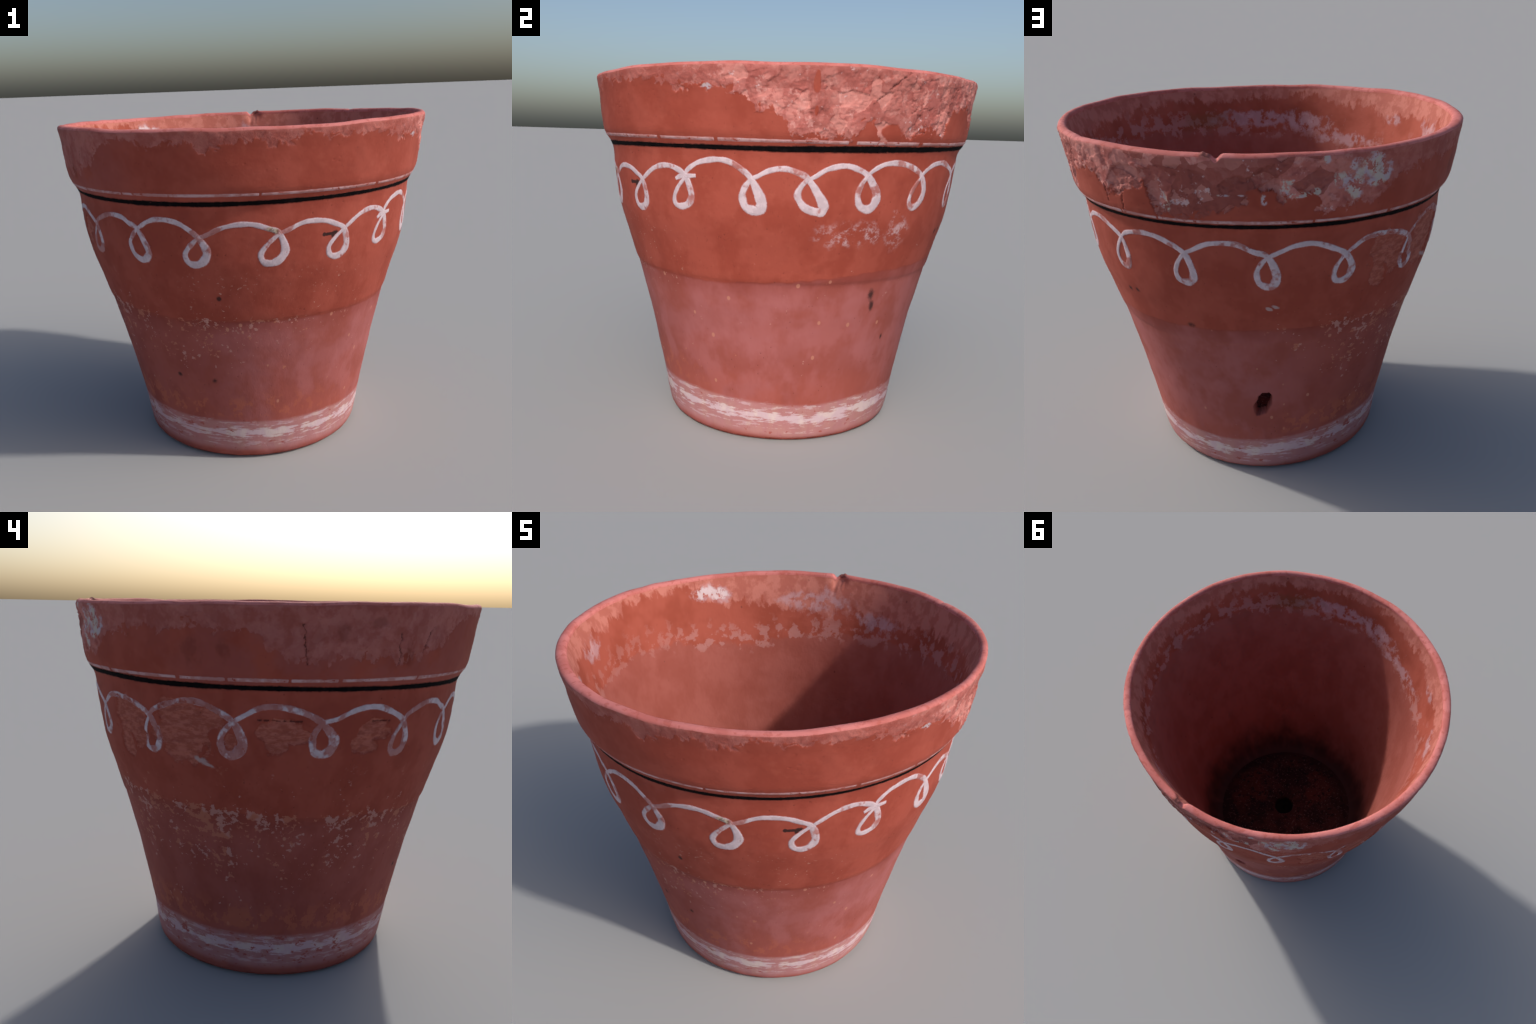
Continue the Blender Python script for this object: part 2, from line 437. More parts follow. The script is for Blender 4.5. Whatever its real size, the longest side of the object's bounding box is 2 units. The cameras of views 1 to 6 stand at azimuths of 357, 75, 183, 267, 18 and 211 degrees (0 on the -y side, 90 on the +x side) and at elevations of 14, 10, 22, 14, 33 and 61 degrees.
# --------------------------------------------------------------------------
# materials
class Shade(Rules):
    def __init__(self, name, rough=.82, spec=.25):
        m = D.materials.new(name); m.use_nodes = True
        self.m = m
        t = m.node_tree
        tc = t.nodes.new("ShaderNodeTexCoord")
        super().__init__(t, tc.outputs["Object"])
        self.b = t.nodes["Principled BSDF"]
        self.b.inputs["Roughness"].default_value = rough
        self.b.inputs["Specular IOR Level"].default_value = spec

    def mix(self, f, a, b):
        m = self.n.new("ShaderNodeMix"); m.data_type = "RGBA"
        self.put(m.inputs[0], f); self.put(m.inputs[6], a); self.put(m.inputs[7], b)
        return m.outputs[2]

    def done(self, col, bump=None, dist=.002, strength=.5):
        self.put(self.b.inputs["Base Color"], col)
        if bump is not None:
            bp = self.n.new("ShaderNodeBump"); bp.inputs["Strength"].default_value = strength; bp.inputs["Distance"].default_value = dist
            self.l.new(bump, bp.inputs["Height"]); self.l.new(bp.outputs[0], self.b.inputs["Normal"])
        return self.m

    # shared clay colours
    def skin(self):
        """the fired orange skin of the upper pot"""
        c = self.mix(self.step(self.noise(5, 3, .6, 30.0), -.18, .18), srgb(149, 66, 52), srgb(159, 75, 61))
        c = self.mix(self.mul(self.step(self.noise(22, 4, .6, 31.0), .05, .4), .22), c, srgb(170, 90, 74))
        c = self.mix(self.mul(self.step(self.noise(7, 4, .6, 33.0), .08, .4), .22), c, srgb(128, 54, 44))
        c = self.mix(self.mul(self.step(self.noise(60, 3, .6, 32.0), .26, .44), .35), c, srgb(116, 50, 40))
        return c

    def raw(self):
        """broken clay: paler, pinker, mottled"""
        c = self.mix(self.step(self.noise(9, 4, .6, 40.0), -.16, .16), srgb(172, 98, 92), srgb(194, 124, 117))
        c = self.mix(self.mul(self.step(self.noise(30, 5, .65, 41.0), .0, .2), .55), c, srgb(152, 78, 72))
        c = self.mix(self.mul(self.step(self.noise(24, 5, .65, 42.0), .1, .26), .5), c, srgb(210, 154, 148))
        return c

    def salt(self, c, mask, col=None):
        return self.mix(mask, c, col or srgb(205, 180, 186))


def mat_collar():
    s = Shade("fired_clay_with_broken_rim")
    c = s.skin()
    # thin pinkish bloom where handling has worn the back of the collar
    worn = s.mul(s.step(s.u, .37, .46), s.step(s.u, .70, .60))
    c = s.mix(s.mul(worn, s.step(s.noise(6, 4, .6, 50.0), -.25, .15), .6), c, srgb(152, 80, 74))
    brk = s.rim_break()
    raw = s.raw()
    slab = s.chunks(7, 8.0, (1, 1, 1.3), .05, 8)
    back = s.mul(s.step(s.u, 48 / 360, 56 / 360), s.step(s.u, 118 / 360, 106 / 360))
    raw = s.mix(s.mul(s.step(slab, .08, -.1), s.add(.4, s.mul(back, .4))), raw, srgb(140, 72, 65))  # some slabs toned down to draw the crevice shading of the break
    raw = s.mix(s.mul(back, s.inv(s.ledge()), .42), raw, srgb(126, 62, 56))       # clay colour darkened below the ledge for the overhang's shadow
    raw = s.mix(s.step(s.chunks(16, 2.0, (1, 1, 1.1), .035), .15, .45, 0.0, .5), raw, srgb(206, 142, 134))
    # where the wear is only skin deep the raw colour is thinner and darker
    deepside = s.mx(s.step(s.u, 130 / 360, 100 / 360), s.step(s.u, 310 / 360, 335 / 360))
    raw = s.mix(s.mul(s.inv(deepside), .6), raw, s.mix(s.step(s.noise(18, 4, .6, 51.0), -.15, .15), srgb(150, 80, 74), srgb(178, 110, 105)))
    c = s.mix(s.mul(brk, s.add(.62, s.mul(deepside, .38))), c, raw)
    # pale salts on the broken clay
    sal = s.mul(brk, deepside, s.step(s.add(s.noise(24, 5, .7, 52.0), s.mul(s.noise(5, 2, .5, 57.0), .4)), .26, .38))
    c = s.salt(c, s.mul(sal, .75), srgb(204, 176, 180))
    lich = s.blobs([(120.5, 1.70, 4.2, .05), (113, 1.655, 2.4, .03), (116.5, 1.615, 2.2, .04), (123.5, 1.645, 2.6, .025), (121, 1.62, 2.2, .02),
                    (109, 1.75, .8, .025), (101, 1.655, 2.6, .012), (99.2, 1.625, .9, .04), (102.5, 1.60, 2.2, .01), (107, 1.61, .9, .02), (69.5, 1.555, 1.5, .035),
                    (85.2, 1.605, 1.5, .006), (89.2, 1.605, .9, .006), (94.3, 1.585, .7, .022), (325, 1.685, 1.5, .010)], ragged=.4, soft=.3)
    lich = s.mul(lich, s.step(s.add(s.noise(26, 5, .7, 56.0), s.mul(s.chunks(22, 1.0, warp=.06), .22), .08), -.01, .05))
    c = s.mix(s.mul(lich, .8), c, s.mix(s.step(s.noise(18, 3, .5, 53.0), -.1, .1), srgb(186, 172, 182), srgb(188, 180, 172)))
    cr = s.cracks()
    c = s.mix(s.mul(cr, .7), c, srgb(84, 36, 32))
    dark = s.blobs([(155.5, 1.58, 2.0, .04), (163, 1.585, 1.1, .035), (190, 1.66, 1.2, .03), (199, 1.70, 1.6, .015), (208, 1.57, 1.4, .04)], ragged=.55, soft=.7)
    c = s.mix(s.mul(dark, .4), c, srgb(104, 40, 30))
    h = s.add(s.mul(s.noise(60, 5, .65, 54.0), brk), s.mul(s.noise(90, 3, .5, 55.0), .15))
    return s.done(c, h, .004, .38)


def mat_lip():
    s = Shade("worn_rim_clay", .8)
    c = s.mix(s.step(s.noise(7, 4, .6, 60.0, vec=s.pos), -.2, .2), srgb(188, 106, 100), srgb(202, 122, 118))
    c = s.mix(s.mul(s.step(s.noise(34, 4, .6, 61.0, vec=s.pos), .08, .26), .5), c, srgb(172, 84, 72))
    c = s.mix(s.mul(s.cracks(), .6), c, srgb(92, 40, 34))
    c = s.mix(s.mul(s.blob(81.6, 1.772, 1.6, .022, .2, .3), .7), c, srgb(98, 56, 48))
    return s.done(c, s.noise(60, 4, .6, 62.0, vec=s.pos), .002, .35)


def mat_wall():
    s = Shade("fired_clay_with_tide_marks")
    up = s.skin()
    low = s.mix(s.step(s.noise(4, 4, .6, 70.0), -.2, .2), srgb(152, 79, 71), srgb(164, 93, 90))
    low = s.mix(s.mul(s.step(s.noise(9, 4, .6, 71.0, (1, 1, .6)), .0, .4), .22), low, srgb(148, 68, 56))
    bloom = s.mul(s.step(s.z, .35, .55), s.step(s.z, .86, .74))
    low = s.mix(s.mul(bloom, s.step(s.noise(3, 3, .6, 72.0, (1, 1, 1.5)), -.15, .25), .38), low, srgb(168, 102, 104))
    shady = s.mul(s.step(s.u, .22, .34), s.step(s.u, .76, .66))       # redder tone on the lower wall over this range of angles
    low = s.mix(s.mul(shady, .8), low, s.mix(s.step(s.noise(5, 4, .6, 88.0), -.25, .25), srgb(142, 66, 56), srgb(154, 78, 68)))
    foot = s.mul(s.step(s.z, .42, .26), .55)
    low = s.mix(s.mul(foot, s.step(s.noise(5, 3, .6, 79.0), -.25, .1)), low, srgb(164, 84, 72))
    tide = s.add(s.curve(TIDE), s.mul(s.noise(12, 3, .5, 73.0), .012))
    dz = s.sub(s.z, tide)
    c = s.mix(s.step(dz, s.sub(-.012, s.mul(shady, .03)), s.add(.004, s.mul(shady, .012))), low, up)
    # the thin dark line that the tide left, and the stain that fades below it
    c = s.mix(s.mul(s.step(dz, -.10, .0), s.step(dz, .006, -.002), s.add(.5, s.mul(s.noise(6, 3, .6, 74.0), .8))), c, srgb(132, 58, 50))
    # flaked patches
    fl = s.flakes()
    flc = s.mix(s.step(s.noise(26, 5, .68, 75.0, (.8, .8, 2.2)), -.22, .26), srgb(154, 78, 64), srgb(178, 101, 87))
    c = s.mix(fl, c, flc)
    c = s.mix(s.mul(s.cracks(), .75), c, srgb(70, 30, 28))
    # pale flecks: thickest just below the tide mark on the shaded side
    band = s.mul(s.step(dz, -.42, -.08), s.step(dz, .05, .0))
    thin = s.step(dz, .30, .05)
    dens = s.curve(FLECKS)
    n = s.add(s.noise(26, 5, .62, 76.0, (1, 1, 1.5)), s.mul(s.noise(6, 2, .5, 77.0), .38), s.mul(s.step(dz, -.035, -.012), s.step(dz, .016, .004), dens, .06))
    fk = s.step(s.add(n, s.mul(band, dens, .25), s.mul(s.sub(dens, 1.0), .13)), .35, .38)
    fk = s.mul(fk, s.step(s.z, .2, .25), thin)
    c = s.mix(s.mul(fk, .8), c, s.mix(s.step(s.noise(8, 2, .5, 78.0), -.05, .05), srgb(178, 108, 88), srgb(184, 132, 124)))
    dots = s.mul(s.step(s.cells(12, 3.0), .16, .11), s.step(s.chunks(12, 3.0, warp=0), .30, .31), s.step(s.z, .24, .30), s.step(dz, .02, -.02))
    c = s.mix(s.mul(dots, .7), c, srgb(190, 128, 108))
    near = s.add(s.curve(BASE_BAND), .12)
    fk2 = s.mul(s.step(s.add(s.noise(10, 5, .65, 80.0, (1, 1, 1.2)), s.mul(dens, .09)), .10, .13), s.step(s.sub(s.z, near), -.03, .0), s.step(s.sub(s.z, near), .17, .05))
    c = s.mix(s.mul(fk2, .55, s.step(dens, .12, .5)), c, srgb(180, 98, 74))
    zone = s.mul(s.step(s.u, 236 / 360, 256 / 360), s.step(s.u, 318 / 360, 300 / 360), s.step(s.z, .72, .82), s.step(s.z, 1.16, .98))
    fine = s.step(s.add(s.noise(48, 4, .62, 103.0, (1, 1, 1.3)), s.mul(s.noise(7, 2, .5, 104.0), .35)), .30, .36)
    c = s.mix(s.mul(zone, fine, .75), c, srgb(190, 146, 132))
    # few dark pits and marks
    pit = s.mul(s.step(s.cells(34, 5.0), .15, .06), s.step(s.noise(9, 2, .5, 12.0), .08, .2))
    c = s.mix(s.mul(pit, .55), c, srgb(88, 40, 34))
    marks = s.blobs([(17, .775, 1.2, .022), (18.8, .715, .9, .018), (29, .53, .5, .012), (69, .93, 1.0, .012), (50, 1.06, .8, .01), (46, 1.05, .7, .01),
                     (236, .50, .8, .01), (252, .49, .9, .012), (258, .97, .5, .008)], ragged=.5, soft=.8)
    c = s.mix(s.mul(marks, .85), c, srgb(40, 27, 28))
    nick = s.blobs([(292.9, 1.262, 2.4, .0075), (294.9, 1.256, 1.3, .019), (291.2, 1.263, .6, .010)], ragged=.14, soft=.2)
    c = s.mix(s.mul(nick, .92), c, srgb(34, 24, 25))
    # scratches of chalk under the scallops
    scr = s.mul(s.blobs([(4, 1.08, 10, .05), (20.5, 1.07, 4.0, .055), (18, 1.155, 1.0, .03)], ragged=.2, soft=.5),
                s.step(s.noise(17, 6, .72, 81.0, (1, 1, 1.4)), -.06, .24))
    c = s.salt(c, s.mul(scr, .6))
    chalk = s.blobs([(154.5, 1.13, 2.2, .014), (156.5, 1.115, 1.6, .007), (97, 1.065, 1.0, .008), (95, 1.055, .8, .008)], ragged=.4, soft=.4, slope=-2.0)
    c = s.salt(c, s.mul(chalk, .7), srgb(180, 160, 160))
    # white lime band brushed round the foot
    f = s.sub(s.z, s.curve(BASE_BAND))
    st = s.noise(7, 6, .68, 82.0, (1, 1, 9))
    st2 = s.noise(5, 4, .6, 83.0, (1, 1, 1.5))
    core = s.step(s.add(s.math("ABSOLUTE", f), s.mul(st, -.08), s.mul(st2, .04)), .036, .012)
    upper = s.mul(s.step(s.math("ABSOLUTE", s.sub(f, s.add(.052, s.mul(st2, .02)))), .034, .008), s.step(st, .0, .14), .7)
    lower = s.mul(s.step(s.math("ABSOLUTE", s.add(f, .062)), .036, .014), s.step(s.add(st, s.mul(st2, .5)), -.02, .14), .62)
    haze = s.mul(s.step(f, .085, .06), s.step(f, -.13, -.085), .28)
    lime = s.mx(s.mx(core, upper), s.mx(lower, haze))
    gone = s.step(s.add(s.noise(12, 4, .6, 84.0, (1, 1, 2.4)), s.mul(shady, .12)), .28, .40)
    c = s.mix(s.mul(haze, 1.0), c, srgb(176, 98, 98))
    c = s.salt(c, s.mul(lime, s.inv(gone), s.sub(.86, s.mul(shady, .22))), s.mix(s.step(s.noise(10, 4, .6, 85.0), -.1, .2), srgb(208, 184, 192), srgb(216, 198, 196)))
    hole = s.side_hole()
    c = s.mix(s.mul(hole, .5), c, srgb(74, 30, 30))
    h = s.add(s.mul(s.noise(80, 4, .6, 86.0), .3), s.mul(fl, s.noise(30, 5, .65, 87.0, (.7, .7, 3))), s.mul(fk, .3))
    return s.done(c, h, .003, .4)


def mat_inside():
    s = Shade("inner_clay_with_salts", .8, .3)
    top = s.mix(s.step(s.noise(4, 3, .6, 90.0), -.2, .2), srgb(152, 71, 54), srgb(166, 83, 67))
    low = s.mix(s.step(s.noise(4, 4, .6, 91.0), -.2, .2), srgb(153, 81, 70), srgb(162, 90, 80))
    low = s.mix(s.mul(s.step(s.noise(9, 4, .6, 92.0), .0, .4), .22), low, srgb(140, 64, 52))
    tide = s.add(s.curve(INNER_TIDE), s.mul(s.noise(14, 4, .6, 93.0), .05))
    dz = s.sub(s.z, tide)
    c = s.mix(s.step(dz, -.012, .012), low, top)
    wear = s.step(s.sub(s.add(s.z, s.mul(s.noise(20, 5, .62, 94.0, (1, 1, .6)), .12)), s.curve(INNER_WEAR)), -.012, .022)
    c = s.mix(s.mul(wear, .8), c, s.mix(s.step(s.noise(14, 4, .6, 95.0), -.15, .15), srgb(176, 102, 90), srgb(196, 124, 112)))
    # salts along the old soil line
    near = s.mul(s.step(dz, -.07, .0), s.step(dz, .19, .03))
    sal = s.mul(s.step(s.add(s.noise(13, 5, .62, 96.0, (1, 1, 1.2)), s.mul(near, .22)), .20, .32), near)
    side = s.mx(s.step(s.u, .44, .36), s.step(s.u, .52, .60))
    c = s.salt(c, s.mul(sal, .62, s.add(.5, s.mul(side, .5))), srgb(184, 132, 128))
    big = s.blobs([(276, 1.57, 16, .045), (256, 1.54, 10, .05), (238, 1.46, 12, .03), (131, 1.67, 6, .04), (126, 1.645, 4, .04), (64, 1.55, 8, .04), (90, 1.62, 12, .05),
                   (215, 1.62, 3, .03), (190, 1.62, 5, .05)], ragged=.4, soft=.4)
    big = s.mul(big, s.step(s.add(s.noise(12, 5, .65, 97.0), .1), -.06, .12))
    c = s.salt(c, s.mul(big, .55), srgb(192, 160, 168))
    white = s.mul(s.blobs([(131.5, 1.675, 4.2, .030), (127, 1.655, 3.0, .028)], ragged=.3, soft=.3), s.step(s.noise(24, 5, .66, 105.0), -.16, .0))
    c = s.salt(c, s.mul(white, .85), srgb(214, 196, 200))
    green = s.blob(296, 1.57, 9, .05, .3, .6)
    c = s.mix(s.mul(green, .35), c, srgb(112, 84, 52))
    spots = s.step(s.cells(9, 7.0), .09, .04)
    c = s.mix(s.mul(spots, s.step(s.noise(6, 2, .5, 98.0), .0, .1), .5), c, srgb(88, 44, 38))
    # lower wall shaded off to dark in colour, for the dim inside
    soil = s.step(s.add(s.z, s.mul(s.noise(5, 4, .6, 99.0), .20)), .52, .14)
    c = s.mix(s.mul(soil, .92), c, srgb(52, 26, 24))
    return s.done(c, s.noise(50, 4, .6, 100.0), .002, .35)


def mat_floor():
    s = Shade("floor_darkened_for_shade", .9, .15)
    v = s.pos
    c = s.mix(s.step(s.noise(5, 4, .6, 110.0, vec=v), -.12, .12), srgb(52, 27, 26), srgb(74, 36, 32))  # floor and its edge coloured darker for the light lost down here
    red = s.step(s.noise(3.5, 4, .6, 111.0, vec=v), .08, .2)
    c = s.mix(s.mul(red, .6), c, srgb(96, 42, 34))
    sp = s.step(s.noise(24, 5, .7, 112.0, vec=v), .10, .2)
    c = s.mix(s.mul(sp, .8), c, srgb(30, 20, 20))
    gr = s.step(s.noise(60, 3, .6, 113.0, vec=v), .16, .28)
    c = s.mix(s.mul(gr, .45), c, srgb(124, 92, 88))
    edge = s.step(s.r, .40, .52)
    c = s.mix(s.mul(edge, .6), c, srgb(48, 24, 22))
    hx, hy = s.sub(s.x, HX), s.sub(s.y, HY)
    hole = s.step(s.math("SQRT", s.add(s.mul(hx, hx), s.mul(hy, hy))), .078, .070)
    c = s.mix(hole, c, srgb(14, 9, 9))          # near-black inside the drain hole
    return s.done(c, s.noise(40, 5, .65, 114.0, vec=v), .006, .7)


def mat_base():
    s = Shade("fired_clay_foot", .88)
    c = s.mix(s.step(s.noise(8, 4, .6, 120.0), -.2, .2), srgb(140, 66, 54), srgb(168, 86, 76))
    c = s.mix(s.mul(s.step(s.noise(20, 4, .6, 121.0), .12, .25), .6), c, srgb(104, 50, 42))
    return s.done(c, s.noise(60, 4, .6, 122.0), .002, .3)


def mat_paint():
    s = Shade("worn_white_paint", .75)
    white = s.mix(s.step(s.noise(26, 4, .6, 130.0), -.15, .15), srgb(190, 170, 178), srgb(203, 183, 191))
    faint = s.mix(s.step(s.noise(18, 4, .6, 131.0), -.2, .2), srgb(160, 92, 86), srgb(174, 116, 113))
    fade = s.curve(FADE)
    n = s.add(s.noise(7, 3, .6, 132.0), s.mul(s.noise(30, 4, .6, 133.0), .35))
    f = s.step(s.add(n, s.mul(s.sub(fade, .5), .5)), -.02, .16)
    f = s.mx(f, s.mul(s.flakes(), s.step(s.noise(14, 4, .6, 137.0), -.2, .1), .9))
    lost = s.mul(s.flakes(), s.step(s.noise(22, 4, .6, 138.0), -.08, .1))
    bare = s.step(s.add(s.noise(36, 5, .66, 134.0), s.mul(fade, .10)), .34, .44)
    c = s.mix(s.mul(f, .92), white, faint)
    c = s.mix(s.mx(s.mul(bare, .7), s.mul(lost, .8)), c, s.skin())
    green = s.blob(275.6, 1.30, 1.3, .016, .5, .4)
    c = s.mix(s.mul(green, .7), c, s.mix(s.step(s.noise(60, 3, .6, 135.0), -.08, .08), srgb(84, 70, 40), srgb(176, 162, 136)))
    return s.done(c, s.noise(90, 4, .6, 136.0), .0015, .4)


def mat_wash(name, col, amount, seed):
    """the thin edge of a brush stroke, clay showing through"""
    s = Shade(name, .8)
    f = s.add(amount, s.mul(s.noise(30, 4, .6, seed), 1.1))
    return s.done(s.mix(s.mn(s.mx(f, 0.0), .8), s.skin(), col))


def mat_thin_line():
    s = Shade("thin_pale_line", .75)
    c = s.mix(s.step(s.noise(16, 4, .6, 140.0), -.1, .2), srgb(176, 122, 120), srgb(192, 154, 157))
    broken = s.mul(s.rim_break(), .7)
    c = s.mix(s.mx(broken, s.step(s.noise(30, 5, .65, 141.0), .18, .26)), c, s.skin())
    return s.done(c)


def mat_black():
    s = Shade("black_paint", .9, .08)
    c = s.mix(s.step(s.noise(40, 4, .6, 150.0), .05, .3), srgb(13, 9, 11), srgb(26, 18, 20))
    return s.done(c, s.noise(60, 4, .6, 151.0), .001, .4)


MATS = {"rim_collar": mat_collar(), "rim_lip": mat_lip(), "pot_wall": mat_wall(), "inner_wall": mat_inside(), "pot_floor": mat_floor(),
        "base_ring": mat_base()}
MATS["underside"] = MATS["base_ring"]

# --------------------------------------------------------------------------
# objects
coll = bpy.context.scene.collection
root = D.objects.new("terracotta_flower_pot", None)
root["label"] = "weathered terracotta flower pot with painted white scallop border"
root["category"] = "flower pot"
coll.objects.link(root)


def child(name, mesh, parent=root):
    o = D.objects.new(name, mesh); coll.objects.link(o); o.parent = parent
    return o


names = np.array(part_of_strip)
for name in ("rim_collar", "rim_lip", "pot_wall", "base_ring", "inner_wall", "pot_floor", "underside"):
    strips = np.flatnonzero(names == name)
    i0, i1 = strips[0], strips[-1] + 1                       # strip i joins row i and row i + 1
    idx = [k % M for k in range(i0, i1 + 1)]
    sub, sn = CO[idx], NO[idx]
    k = len(idx)
    i, j = np.meshgrid(np.arange(k - 1), np.arange(N), indexing="ij")
    j2 = (j + 1) % N
    q = np.stack([i * N + j, i * N + j2, (i + 1) * N + j2, (i + 1) * N + j], -1).reshape(-1, 4)
    open_ = through[idx].reshape(-1)
    q = q[~open_[q].all(1)]
    m = D.meshes.new(name); fill_mesh(m, sub.reshape(-1, 3), q)
    m.polygons.foreach_set("use_smooth", np.ones(len(q), bool))
    m.normals_split_custom_set_from_vertices(sn.reshape(-1, 3).astype(float).tolist())
    m.materials.append(MATS[name])
    child(name, m)

# --------------------------------------------------------------------------
# strokes of paint laid on the wall
OUT = CO[:n_out]
OUT_RAD = np.hypot(OUT[..., 0], OUT[..., 1])
OUT_ZZ = OUT[..., 2]


def wall_radius(th, z):
    """radius of the finished outer wall at an angle and a height (bilinear)"""
    th = np.asarray(th) % TAU
    row = np.clip(np.interp(z, OUT_ZZ[:, 0], np.arange(n_out)), 0, n_out - 1.001)
    col = th / TAU * N
    r0, c0 = row.astype(int), col.astype(int) % N
    fr, fc = row - r0, col - np.floor(col)
    c1 = (c0 + 1) % N
    return ((OUT_RAD[r0, c0] * (1 - fc) + OUT_RAD[r0, c1] * fc) * (1 - fr)
            + (OUT_RAD[r0 + 1, c0] * (1 - fc) + OUT_RAD[r0 + 1, c1] * fc) * fr)


def stroke_mesh(name, paths, mat, height=.0016, sides=7, wash=None, spread=.003):
    """paths: list of (theta, z, half width, closed); a domed band of paint on the wall"""
    V, F, slot = [], [], []
    base = 0
    layers = [(p, 0, height, 0.) for p in paths] + ([(p, 1, height * .45, spread) for p in paths] if wash else [])
    prof = np.linspace(-1, 1, sides)
    for (th, z, hw, closed), k_mat, high, wider in layers:
        lift = np.sqrt(np.clip(1 - prof ** 4, 0, 1)) * high
        lift[0] = lift[-1] = -.0025
        hw = hw + wider
        r = wall_radius(th, z)
        s, zz = th * r.mean(), z
        ds, dz = (np.roll(s, -1) - np.roll(s, 1), np.roll(zz, -1) - np.roll(zz, 1)) if closed else (np.gradient(s), np.gradient(zz))
        if closed:
            ds[0], ds[-1] = ds[1], ds[-2]
        L = np.hypot(ds, dz) + 1e-9
        nx, nz = -dz / L, ds / L
        tt = th[:, None] + nx[:, None] * prof * hw[:, None] / r[:, None]
        zz = z[:, None] + nz[:, None] * prof * hw[:, None]
        rise = np.linspace(0, .0007, len(th))[:, None] if not closed else 0
        taper = np.ones(len(th))
        if not closed:
            taper[0] = taper[-1] = 0
        rr = wall_radius(tt, zz) + (lift + np.where(lift > 0, rise, 0)) * np.where(taper[:, None] > 0, 1, 0) + np.where(taper[:, None] > 0, 0, -.0025)
        V.append(np.stack([rr * np.cos(tt), rr * np.sin(tt), zz], -1).reshape(-1, 3))
        k = len(th); kk = k if closed else k - 1
        i, j = np.meshgrid(np.arange(kk), np.arange(sides - 1), indexing="ij")
        i2 = (i + 1) % k
        F.append((np.stack([i * sides + j, i2 * sides + j, i2 * sides + j + 1, i * sides + j + 1], -1) + base).reshape(-1, 4))
        base += k * sides
        slot += [k_mat] * len(F[-1])
    m = D.meshes.new(name); fill_mesh(m, np.concatenate(V), np.concatenate(F))
    m.polygons.foreach_set("use_smooth", np.ones(len(m.polygons), bool))
    m.materials.append(mat)
    if wash:
        m.materials.append(wash)
        m.polygons.foreach_set("material_index", np.array(slot, np.int32))
    return m


def spline(pts, per=20):
    """centripetal-ish Catmull-Rom through rows of control values"""
    p = np.array(pts, float)
    p = np.vstack([2 * p[0] - p[1], p, 2 * p[-1] - p[-2]])
    out = []
    for k in range(1, len(p) - 2):
        t = np.linspace(0, 1, per, endpoint=False)[:, None]
        a, b, c, d = p[k - 1], p[k], p[k + 1], p[k + 2]
        out.append(.5 * (2 * b + (c - a) * t + (2 * a - 5 * b + 4 * c - d) * t ** 2 + (3 * b - a - 3 * c + d) * t ** 3))
    out.append(p[-2][None])
    return np.vstack(out)


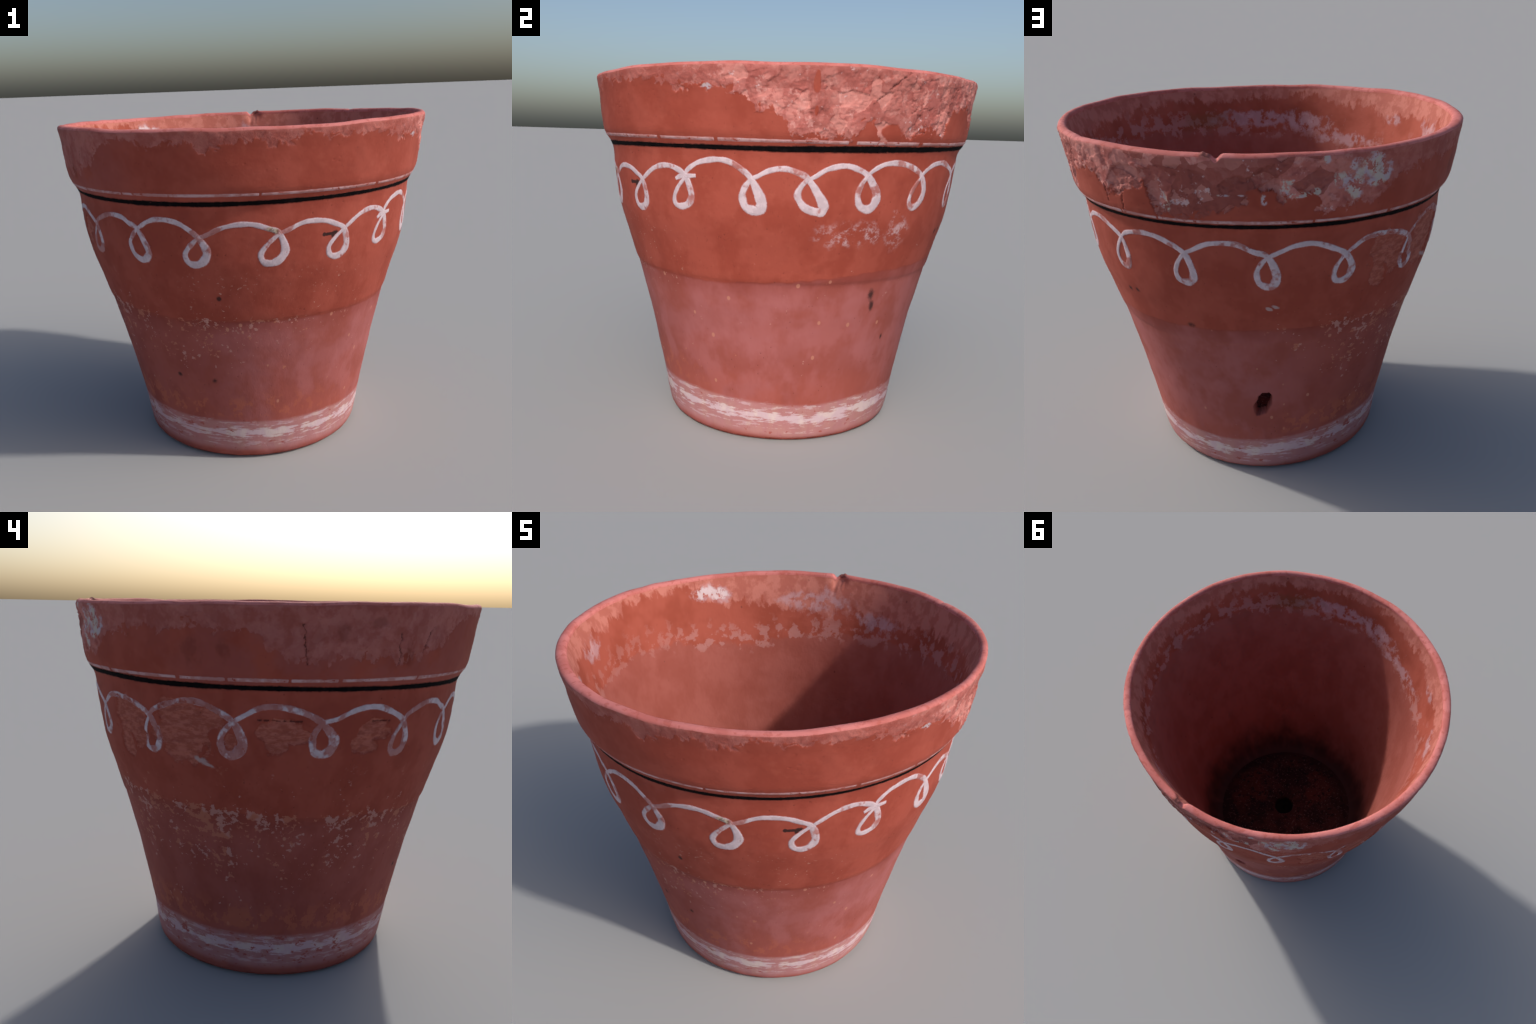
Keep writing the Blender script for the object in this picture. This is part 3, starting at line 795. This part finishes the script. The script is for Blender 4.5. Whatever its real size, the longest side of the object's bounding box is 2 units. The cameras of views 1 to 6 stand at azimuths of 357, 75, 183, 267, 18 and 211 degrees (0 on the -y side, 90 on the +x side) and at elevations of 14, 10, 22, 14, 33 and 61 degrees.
# one entry per scallop: arch points, then the loop: crossing, right side, bottom, left side (degrees, height)
LOOPS = [
    ([(351.8, 1.327), (355.6, 1.363), (360.1, 1.378), (363.4, 1.368)], (367.0, 1.338), (370.4, 1.262), (368.2, 1.192), (364.6, 1.249), 1.15),
    ([(9.1, 1.364), (12.7, 1.388), (17.9, 1.391), (23.2, 1.369)], (27.0, 1.333), (29.0, 1.268), (25.7, 1.194), (22.9, 1.237), 1.0),
    ([(28.7, 1.356), (33.0, 1.384), (38.9, 1.390), (44.4, 1.368)], (49.2, 1.332), (50.6, 1.26), (48.5, 1.182), (45.4, 1.235), .95),
    ([(51.5, 1.360), (56, 1.380), (61, 1.385), (66, 1.368)], (71.8, 1.321), (73.9, 1.237), (71.9, 1.178), (68.6, 1.225), 1.0),
    ([(74, 1.336), (79.2, 1.374), (86.1, 1.379), (91.1, 1.345)], (94.9, 1.320), (97.2, 1.237), (95.1, 1.174), (91.9, 1.237), 1.05),
    ([(96.8, 1.33), (102.1, 1.364), (107.3, 1.370), (112.6, 1.338)], (116.3, 1.303), (118.6, 1.24), (116.0, 1.174), (113.4, 1.215), .95),
    ([(118.6, 1.325), (122.5, 1.358), (127.5, 1.362), (134, 1.344)], (139.8, 1.299), (142.3, 1.215), (140.3, 1.149), (137.8, 1.192), .85),
    ([(142, 1.330), (149.0, 1.370), (155.1, 1.375), (160.2, 1.345)], (164.6, 1.303), (167.0, 1.226), (164.1, 1.160), (161.2, 1.221), 1.15),
    ([(166.8, 1.322), (171.8, 1.362), (177.4, 1.365), (183.2, 1.340)], (187.1, 1.305), (190.6, 1.240), (188.2, 1.173), (185.0, 1.216), 1.15),
    ([(191.0, 1.317), (196.9, 1.355), (202.6, 1.362), (208.4, 1.330)], (212.0, 1.292), (213.6, 1.225), (211.1, 1.156), (208.5, 1.196), .95),
    ([(214, 1.324), (220.8, 1.360), (226.8, 1.358), (230.1, 1.332)], (233.2, 1.308), (236.4, 1.210), (233.4, 1.154), (229.6, 1.230), 1.0),
    ([(234.8, 1.322), (238.1, 1.350), (241.8, 1.361), (246.7, 1.353), (250.4, 1.324)], (253.7, 1.280), (255.9, 1.216), (252.5, 1.148), (249.2, 1.198), 1.1),
    ([(256, 1.292), (261.0, 1.327), (266.5, 1.341), (270.5, 1.335), (274.0, 1.316)], (277.2, 1.290), (279.0, 1.215), (275.0, 1.149), (271.8, 1.197), 1.1),
    ([(279, 1.298), (284.6, 1.332), (290.4, 1.332), (294.6, 1.310)], (298.0, 1.279), (299.4, 1.208), (296.0, 1.148), (293.0, 1.200), 1.0),
    ([(299.2, 1.290), (304.0, 1.336), (308.9, 1.353), (312.8, 1.342)], (316.0, 1.310), (317.6, 1.235), (314.3, 1.177), (311.6, 1.214), .9),
    ([(316.6, 1.337), (320.2, 1.373), (325.2, 1.389), (328.9, 1.384), (332.4, 1.355)], (335.3, 1.314), (338.0, 1.225), (336.4, 1.178), (332.9, 1.236), 1.3),
    ([(337, 1.325), (339.9, 1.349), (343.2, 1.360), (346.5, 1.352)], (350.3, 1.321), (354.6, 1.222), (353.6, 1.180), (347.8, 1.246), 1.2),
]
paint = mat_paint()
pale_wash = mat_wash("thin_edge_of_white_paint", srgb(188, 160, 166), .30, 160.0)
dark_wash = mat_wash("thin_edge_of_black_paint", srgb(40, 20, 20), .45, 161.0)
prev = (350.3 - 360, 1.321)
prev = (350.3, 1.321)
for arch, cross, right, bottom, left, wt in LOOPS:
    start = prev
    if start[0] > arch[0][0] + 180:
        start = (start[0] - 360, start[1])
    mid_lo = ((bottom[0] + left[0]) / 2 - .85, (bottom[1] + left[1]) / 2 - .014)
    mid_up = ((left[0] + cross[0]) / 2 - .55, (left[1] + cross[1]) / 2 + .0)
    rb = ((right[0] + bottom[0]) / 2 + .7, (right[1] + bottom[1]) / 2 - .012)
    ctl = [(*start, .0085), *[(d, z, .0105 + .0025 * min(1, n / 2)) for n, (d, z) in enumerate(arch)], (*cross, .0145),
           (*right, .0188 * wt), (*rb, .0192 * wt), (*bottom, .0175 * wt), (*mid_lo, .0145 * wt), (*left, .0125 * wt), (*mid_up, .0105 * wt), (cross[0] + .3, cross[1] + .004, .0095)]
    s = spline(ctl)
    hw = 1.26 * s[:, 2] * (1 + .07 * np.sin(np.arange(len(s)) * .23 + cross[0]) + .025 * rng.standard_normal(len(s)))
    th = np.radians(s[:, 0])
    m = stroke_mesh("painted_loop", [(th, s[:, 1], hw - .0012, False)], paint, wash=pale_wash)
    child("painted_loop", m)
    prev = cross[0] % 360 if cross[0] >= 360 else cross[0], cross[1]
# the slip of the brush across one loop
s = spline([(312.4, 1.296, .008), (314.4, 1.310, .013), (316.6, 1.312, .012), (319.4, 1.316, .009)])
child("brush_slip", stroke_mesh("brush_slip", [(np.radians(s[:, 0]), s[:, 1], s[:, 2] * 1.1, False)], paint, wash=pale_wash))

# black line in the corner under the collar, and the thin pale line above it
t = np.linspace(0, TAU, 900, endpoint=False)
deg = np.degrees(t)
line_z = np.interp(deg, [0, 35, 55, 90, 125, 145, 180, 230, 260, 300, 343, 360], [1.447, 1.454, 1.461, 1.463, 1.456, 1.444, 1.441, 1.436, 1.436, 1.441, 1.441, 1.447])
half = .0146 + .0016 * np.sin(3 * t + 1) + .0009 * np.sin(17 * t) + .0006 * np.sin(41 * t + 2) + .0035 * np.exp(-(((deg - 0 + 180) % 360 - 180) / 22) ** 2) + .0006 * rng.standard_normal(900)
child("black_line", stroke_mesh("black_line", [(t, line_z, half - .001, True)], mat_black(), .0014, wash=dark_wash, spread=.0048))
dashes = []
d = 2.0
while d < 358:
    ln = rng.uniform(9, 42)
    e = min(d + ln, 360.5)
    k = max(6, int((e - d) * 3))
    a = np.radians(np.linspace(d, e, k))
    zz = np.interp(np.degrees(a) % 360, deg, line_z) * 0 + 1.4765 + .003 * np.sin(2 * a - 1.0) * .8
    zz = np.maximum(zz, np.interp(np.degrees(a) % 360, deg, line_z) + .022)
    hw = (.0098 + .0012 * np.sin(a * 9)) * np.clip(np.minimum(np.arange(k), np.arange(k)[::-1]) / 1.5 + .4, 0, 1)
    dashes.append((a, zz, hw, False))
    d = e + rng.choice([.15, .25, .6])
child("pale_line", stroke_mesh("pale_line", dashes, mat_thin_line(), .0012, 5, wash=pale_wash, spread=.0022))
